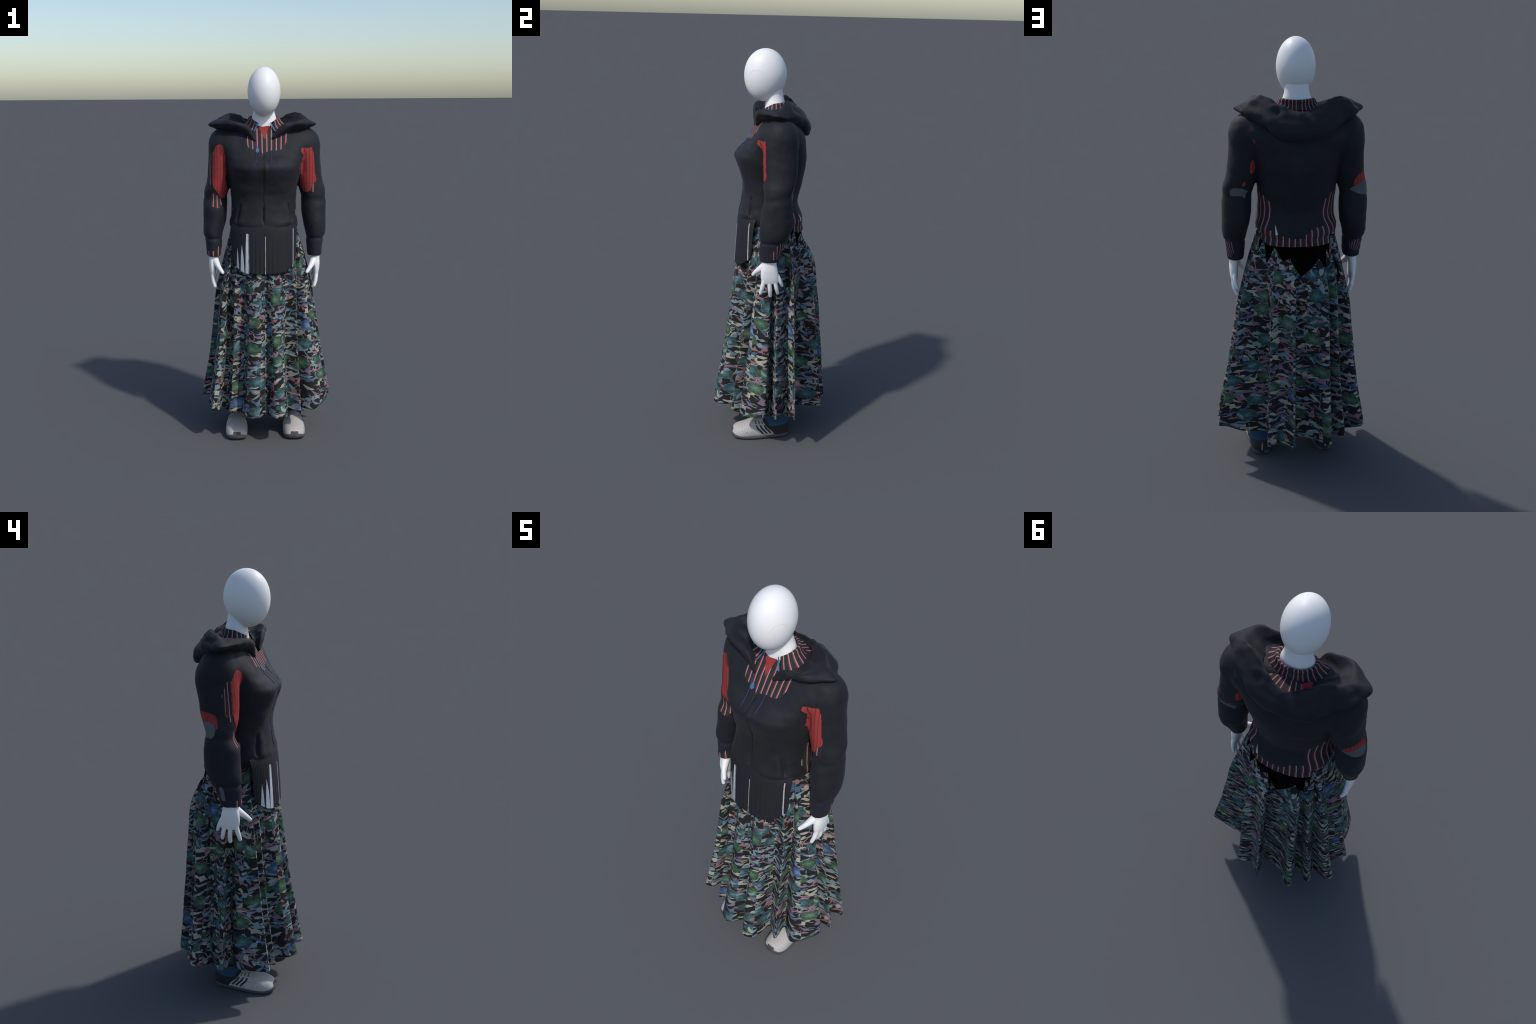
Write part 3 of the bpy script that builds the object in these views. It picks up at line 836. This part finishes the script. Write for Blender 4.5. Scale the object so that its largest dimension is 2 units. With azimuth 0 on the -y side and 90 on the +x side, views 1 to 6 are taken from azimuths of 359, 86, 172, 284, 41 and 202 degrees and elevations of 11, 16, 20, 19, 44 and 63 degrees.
# ------------------------------------------------------------------ hood
def build_hood():
    # stations round the neck: inner seam, bowl, rim, belly, under fold, tucked seam
    P = {
     'tip':  [(.045, -.088, 1.642), (.042, -.092, 1.641), (.035, -.098, 1.637), (.040, -.100, 1.634), (.046, -.095, 1.633), (.05, -.085, 1.634)],
     'a':    [(.086, -.055, 1.668), (.080, -.080, 1.678), (.073, -.099, 1.692), (.079, -.107, 1.676), (.088, -.098, 1.662), (.09, -.075, 1.655)],
     'b':    [(.120, -.034, 1.676), (.119, -.068, 1.687), (.118, -.095, 1.714), (.127, -.104, 1.699), (.132, -.090, 1.682), (.13, -.06, 1.668)],
     'c':    [(.124, -.012, 1.684), (.150, -.048, 1.696), (.176, -.084, 1.724), (.190, -.093, 1.709), (.190, -.072, 1.690), (.17, -.03, 1.673)],
     'd':    [(.112, .010, 1.694), (.158, -.018, 1.714), (.205, -.045, 1.729), (.238, -.050, 1.708), (.228, -.028, 1.690), (.2, -.01, 1.670)],
     'e':    [(.114, .025, 1.694), (.165, .008, 1.714), (.215, -.005, 1.731), (.268, -.010, 1.705), (.242, .006, 1.688), (.2, .02, 1.668)],
     'f':    [(.114, .036, 1.698), (.160, .022, 1.724), (.206, .016, 1.746), (.246, .030, 1.702), (.228, .043, 1.677), (.2, .04, 1.655)],
     'g':    [(.110, .048, 1.702), (.148, .036, 1.732), (.184, .030, 1.763), (.220, .066, 1.704), (.198, .076, 1.668), (.17, .06, 1.65)],
     'h':    [(.096, .062, 1.704), (.114, .060, 1.728), (.132, .063, 1.756), (.168, .106, 1.690), (.152, .115, 1.648), (.12, .09, 1.63)],
     'i':    [(.064, .090, 1.696), (.068, .097, 1.711), (.070, .104, 1.723), (.106, .151, 1.658), (.092, .153, 1.604), (.06, .125, 1.60)],
     'mid':  [(-.010, .112, 1.672), (-.010, .121, 1.688), (-.010, .131, 1.700), (-.010, .173, 1.632), (-.010, .162, 1.584), (-.01, .13, 1.59)]}
    order = ['tip', 'a', 'b', 'c', 'd', 'e', 'f', 'g', 'h', 'i', 'mid']
    right = [np.array(P[k]) for k in order]
    def mirror(q, k):
        m = q.copy(); m[:, 0] = -.014 - m[:, 0]
        w = {'d': .4, 'e': .8, 'f': .7, 'g': .4, 'c': .2}.get(k, 0.)
        m[:, 0] -= .022*w*np.clip((np.abs(q[:, 0])-.15)/.1, 0, 1)
        if k in 'fg':
            m[2, 1] += {'f': .006, 'g': .028}[k]; m[1, 1] += .012
            m[2, 2] -= .003; m[3, 1] += .012
        if k == 'h':
            m[2, 2] -= .008; m[2, 1] += .018
        if k in 'ghi':
            m[3:5, 0] -= .006; m[3:5, 1] += .006; m[3, 2] += .004
        if k == 'tip':
            m[:, 2] -= .015; m[:, 1] -= .002; m[:, 0] += -.004
        return m
    left = [mirror(q, k) for q, k in zip(right, order)][:-1]
    st = right + left[::-1]
    st = np.array(st)                                   # stations x 6 x 3
    long = np.array([catmull(st[:, i], 8) for i in range(6)])   # 6 x S x 3
    S = long.shape[1]
    prof = np.array([catmull(long[:, s], 9) for s in range(S)])  # S x n x 3
    n = prof.shape[1]
    v = prof.reshape(-1, 3)
    f = grid_faces(n, S)
    nn = vnormals(v, f)
    s_id = np.repeat(np.arange(S), n)/S*60
    j_id = np.tile(np.arange(n), S)/(n-1)
    amp = np.sin(np.pi*np.clip(j_id, 0, 1))*sstep(0, 6, s_id)*sstep(60, 54, s_id)
    d = amp*(.0030*smooth_noise(v, 26., 4.) - .0075*np.abs(smooth_noise(v*np.array([1., 1., 1.8]), 15., 6.)) + .0012*np.sin(s_id*2.4 + 4*j_id)*sstep(.55, .75, j_id)*sstep(.98, .8, j_id))
    # crumpled rim by the shoulders
    d += amp*.007*gauss(j_id, .42, .14)*smooth_noise(v, 38., 12.)*(gauss(s_id, 22, 9)+gauss(s_id, 38, 9))
    v = v + nn*d[:, None]
    ob = new_obj('hood', v, [q[::-1] for q in f], M_FLEECE, HOODIE[0])
    m = ob.modifiers.new('thickness', 'SOLIDIFY'); m.thickness = .003; m.offset = -1.

build_hood()

# ------------------------------------------------------------------ shirt collar and yoke inside the hood
def build_collar():
    c = np.array([-.006, -.004])
    deg = np.linspace(37, 323, 160)
    a = np.radians(deg)
    k = (1-np.cos(a))/2                 # 0 front .. 1 back
    off = np.abs(180-deg)               # 0 back .. 143 at the points
    # band: rises along the neck, folds over, falls outwards to a point on each side of the chest
    zi = np.interp(off, [0, 60, 100, 143], [1.741, 1.744, 1.738, 1.713])
    ri = np.interp(off, [0, 60, 100, 143], [.0605, .0675, .0700, .0640])
    ro = np.interp(off, [0, 40, 80, 105, 125, 143], [.0800, .0900, .1130, .1220, .1130, .0960])
    zo = np.interp(off, [0, 60, 105, 125, 143], [1.700, 1.702, 1.694, 1.680, 1.667])
    rows = []
    for t, (rr, zz) in enumerate([(ri-.004, zi-.030), (ri-.001, zi-.012), (ri+.001, zi-.001), (ri+.005, zi+.003), (ri+.012, zi), (ri*.55+ro*.45, zi*.58+zo*.42), (ri*.25+ro*.75, zi*.25+zo*.75), (ro, zo)]):
        rows.append(np.c_[c[0]+rr*np.sin(a), c[1]-rr*np.cos(a)*np.where(np.cos(a) > 0, .92, .86), zz])
    prof = np.array(rows)               # 8 x n x 3
    fine = np.array([catmull(prof[:, i], 4) for i in range(prof.shape[1])])
    n = fine.shape[1]
    ob = new_obj('shirt_collar', fine.reshape(-1, 3), grid_faces(n, len(a)), M_COLLAR)
    m = ob.modifiers.new('thickness', 'SOLIDIFY'); m.thickness = .0022; m.offset = 0.
    # yoke: a cone from under the collar out to the hood
    deg = np.linspace(75, 285, 90); a = np.radians(deg)
    rows = []
    for t in np.linspace(0, 1, 8):
        r = .070+t*.075
        z = 1.700 - .018*t
        rows.append(np.c_[c[0]+r*np.sin(a), c[1]-r*np.cos(a), np.full_like(a, z)])
    new_obj('shirt_yoke', np.vstack(rows), grid_faces(len(a), 8), M_YOKE)
    # sweater tufts between yoke and hood
    for d0, d1, seed in ((92, 122, 1.), (214, 256, 2.)):
        deg = np.linspace(d0, d1, 30); a = np.radians(deg)
        rows = []
        for t in np.linspace(0, 1, 8):
            jag = .006*np.sin(deg*1.9+seed)+.003*np.sin(deg*4.3)
            r = .092 + t*(.036+jag)
            rows.append(np.c_[c[0]+r*np.sin(a), c[1]-r*np.cos(a), 1.7045-.017*t+0*a])
        new_obj('sweater_shoulder', np.vstack(rows), grid_faces(len(a), 8), M_KNIT)
    # blue facing under each collar point
    for s in (1, -1):
        x0 = -.006
        q = [(x0+s*.031, -.058, 1.714), (x0+s*.036, -.060, 1.715), (x0+s*.061, -.083, 1.666), (x0+s*.051, -.083, 1.672)]
        q = np.array(q)
        vv = np.vstack([q, q+np.array([0, .002, -.001])])
        new_obj('collar_facing', vv, [(0, 1, 2, 3), (7, 6, 5, 4), (0, 4, 5, 1), (1, 5, 6, 2), (2, 6, 7, 3), (3, 7, 4, 0)], M_BLUE, smooth=False)

build_collar()

# ------------------------------------------------------------------ hands
def build_hand(side):
    B = lambda x, y, z: np.array([x, y, z])
    wrist = [(1.045, .266, -.036, .028, .036), (1.015, .268, -.036, .0235, .034), (.985, .2715, -.036, .0215, .036), (.955, .2735, -.035, .0205, .0415), (.925, .273, -.033, .0185, .0445), (.900, .2715, -.031, .0155, .0425), (.888, .271, -.031, .012, .037)]
    a = np.linspace(0, 2*np.pi, 40, endpoint=False)
    rows = []
    for z in np.linspace(.888, 1.045, 30):
        x, y, rx, ry = interp([(w[0],)+w[1:] for w in wrist], z)[0]
        s, k = superpt(a, 2.3)
        rows.append(np.c_[x+rx*s, y+ry*k, np.full_like(a, z)])
    parts = [loft(rows)]
    fingers = [[(.271, -.060, .925), (.273, -.062, .900), (.270, -.069, .865), (.262, -.075, .836)],
               [(.272, -.035, .920), (.274, -.034, .893), (.271, -.030, .855), (.258, -.027, .821)],
               [(.272, -.012, .922), (.273, -.007, .897), (.270, .002, .862), (.259, .009, .835)],
               [(.270, .003, .935), (.271, .013, .915), (.268, .022, .893), (.260, .030, .875)]]
    rads = [(.0115, .0112, .0105, .0088), (.0120, .0115, .0108, .0090), (.0115, .0108, .0100, .0085), (.0105, .0098, .0090, .0076)]
    thumb = [(.262, -.050, .985), (.250, -.074, .962), (.236, -.095, .941), (.219, -.111, .919)]
    for pts, r in list(zip(fingers, rads)) + [(thumb, (.020, .0165, .0122, .0095))]:
        p = catmull(pts, 10)
        rr = np.interp(np.linspace(0, 3, len(p)), [0, 1, 2, 3], r)
        # round tip
        d = p[-1]-p[-2]; d /= np.linalg.norm(d)
        tip = [p[-1]+d*rr[-1]*t for t in (.35, .65, .88, .98)]
        tr = [rr[-1]*math.sqrt(1-t*t) for t in (.35, .65, .88, .98)]
        parts.append(tube_mesh(np.vstack([p, tip]), np.r_[rr, tr], 18, axis=(1., .1, .2)))
    if side < 0:
        parts = [(np.c_[-.016-v[:, 0], v[:, 1], v[:, 2]], [q[::-1] for q in f]) for v, f in parts]
    v, f = remesh_union(parts, .0021, 5, .5)
    new_obj('hand', v, f, M_SKIN)

build_hand(1); build_hand(-1)

# ------------------------------------------------------------------ legs and shoes
def build_leg(side):
    cx = -.0085 + side*.158
    a = np.linspace(0, 2*np.pi, 65)[:-1]
    rows = []
    tab = [(.070, .055, -.036, .092), (.09, .056, -.040, .093), (.14, .058, -.046, .094), (.30, .066, -.06, .095), (.45, .075, -.08, .09)]
    for z in np.linspace(.070, .45, 30):
        w, yf, yb = interp(tab, z)[0]
        zz = z + (.004 - .010*np.cos(a))*(z < .16)
        rows.append(np.c_[cx+w*np.sin(a), (yf+yb)/2-(yb-yf)/2*np.cos(a), zz])
    v, f = loft(rows)
    leg = new_obj('jeans_leg', v, f, M_DENIM)
    # stitched cuff hem
    for h in (.006, .0125):
        ringpts = np.c_[cx+.0562*np.sin(a), .0275-.0655*np.cos(a), .070+.004-.010*np.cos(a)+h]
        tube('cuff_stitch', np.vstack([ringpts, ringpts[:1]]), .0006, mat_stitch, leg, 5)
    # shoe upper
    #         y     half   ground  top   centre shift
    S = [(-.207, .014, .012, .028, 0), (-.203, .030, .009, .040, 0), (-.195, .0425, .006, .052, 0), (-.178, .0525, .004, .062, 0), (-.150, .0590, .003, .073, .001),
         (-.120, .0605, .003, .086, .001), (-.085, .0590, .003, .098, 0), (-.040, .0530, .003, .108, 0), (.0, .0470, .003, .112, 0), (.045, .0430, .004, .108, 0),
         (.072, .0380, .006, .104, 0), (.085, .029, .009, .098, 0), (.091, .016, .014, .090, 0), (.0925, .003, .03, .075, 0)]
    def section(y, grow=0., lo=0., hi=1.):
        w, g, t, sh = interp(S, y)[0]
        b = np.linspace(-np.pi/2, 3*np.pi/2, 49)[:-1]
        s, c = np.sin(b), np.cos(b)
        hgt = t-g
        # boxy below, domed above
        z = g + hgt*np.where(s < 0, .34*(1-np.abs(s)**.8), .34+.66*s**1.05)
        xx = (w+grow)*np.sign(c)*np.abs(c)**np.where(s < 0, .45, .80)
        return np.c_[cx+side*sh+xx, np.full_like(b, y), z]
    ys = np.r_[np.linspace(-.207, -.19, 12), np.linspace(-.185, .068, 50), np.linspace(.072, .091, 10), .092, .0925]
    v, f = loft([section(y) for y in ys])
    upper = new_obj('shoe_upper', v, [q[::-1] for q in f], M_SHOE)
    n = vnormals(v, [q[::-1] for q in f])
    surf_q = np.array([q[::-1] for q in f if len(q) == 4])
    surf = (v, surf_q, n, v[surf_q].mean(1), n[surf_q].mean(1))
    # dark rubber sole with a turned up toe bumper
    rows = []
    for y in np.linspace(-.2085, .0925, 70):
        w = interp([(s[0]*1.012, s[1]) for s in S], y)[0][0]
        top = np.interp(y, [-.2085, -.200, -.19, -.16, -.09, -.02, .06, .0925], [.034, .030, .025, .017, .012, .017, .024, .030])
        bot = np.interp(y, [-.2085, -.188, -.15, -.1, .02, .08, .0925], [.012, .003, .0, .0, .002, .006, .012])
        hw = w+.0015
        pr = [(-hw, top), (-hw, (top+bot)/2), (-hw*.95, bot+.002), (-hw*.85, bot), (hw*.85, bot), (hw*.95, bot+.002), (hw, (top+bot)/2), (hw, top)]
        rows.append(np.array([(cx+p, y, q) for p, q in pr]))
    sv, sf = loft(rows)
    new_obj('shoe_sole', sv, [q[::-1] for q in sf], M_SOLE, upper)
    # toe bumper tab
    bb = []
    for t in np.linspace(0, 1, 9):
        z = .026 + .020*t
        for u in np.linspace(-1, 1, 13):
            x = u*(.023-.004*t)
            yv = float(np.interp(z, [.02, .03, .043, .056], [-.2100, -.2090, -.2040, -.1955])) + 9.*x*x
            bb.append((cx+x, yv, z))
    ob = new_obj('toe_bumper', bb, grid_faces(13, 9), M_SOLE, upper)
    ob.modifiers.new('thickness', 'SOLIDIFY').thickness = .003
    # heel counter, side bars, laces on both flanks
    for az in (90, 270):
        s = 1 if az == 90 else -1
        H = lambda pts: [[(s*y, z) for y, z in pts]]
        flank = lambda C: s*(C[:, 0]-cx) > -.006
        patch('heel_counter', M_HEEL, az, H([(.012, -.01), (.018, .02), (.005, .04), (-.025, .066), (-.045, .095), (-.035, .13), (.12, .13), (.12, -.01)]), upper, .0012+(.0004 if s > 0 else 0.), flank, 0., 1, surf)
        for k, y0 in enumerate((-.083, -.062, -.041)):
            bar = [(y0, .075), (y0+.006, .077), (y0+.016, .062), (y0+.031, .047), (y0+.044, .030), (y0+.037, .027), (y0+.024, .042), (y0+.008, .058)]
            patch('side_bar', M_HEEL, az, H(bar), upper, .0018, flank, 0., 2, surf)
        for y0 in (-.088, -.070, -.053):
            bar = [(y0, .094), (y0+.006, .095), (y0+.010, .081), (y0+.004, .080)]
            patch('lace_loop', M_GREEN, az, H(bar), upper, .0014, flank, .0008, 2, surf)

mat_stitch = mat_plain('stitch_thread', (.10, .20, .32), .7, .2)
build_leg(1); build_leg(-1)

# ------------------------------------------------------------------ drawstrings
def build_cords():
    for x0, x1 in ((-.056, -.049), (.028, .026)):
        z = np.linspace(1.615 if x0 < 0 else 1.575, 1.505, 14)
        pts = []
        for k, zz in enumerate(z):
            t = k/13
            x = x0+(x1-x0)*t
            i = np.argmin((HC[:, 0]-x)**2+(HC[:, 2]-zz)**2+(HNC[:, 1] > 0)*9)
            pts.append((x, HC[i, 1]-.0018, zz))
        p = np.array(pts); p[1:-1, 1] = (p[:-2, 1]+p[1:-1, 1]+p[2:, 1])/3
        tube('drawstring', p, .0011, M_CORD, HOODIE[0])
def build_zip():
    z = np.linspace(1.545, 1.195, 60)
    pts = []
    for zz in z:
        i = np.argmin((HC[:, 0]+.0125)**2+(HC[:, 2]-zz)**2+(HNC[:, 1] > 0)*9)
        pts.append((-.0125+.0006*math.sin(zz*60), HC[i, 1]-.0002, zz))
    p = np.array(pts)
    for _ in range(3):
        p[1:-1, 1] = (p[:-2, 1]+2*p[1:-1, 1]+p[2:, 1])/4
    tube('zip_fastener', p, .0012, M_ZIP, HOODIE[0])
M_ZIP = mat_plain('zip_black', (.006, .006, .007), .7, .2)
build_cords()
build_zip()
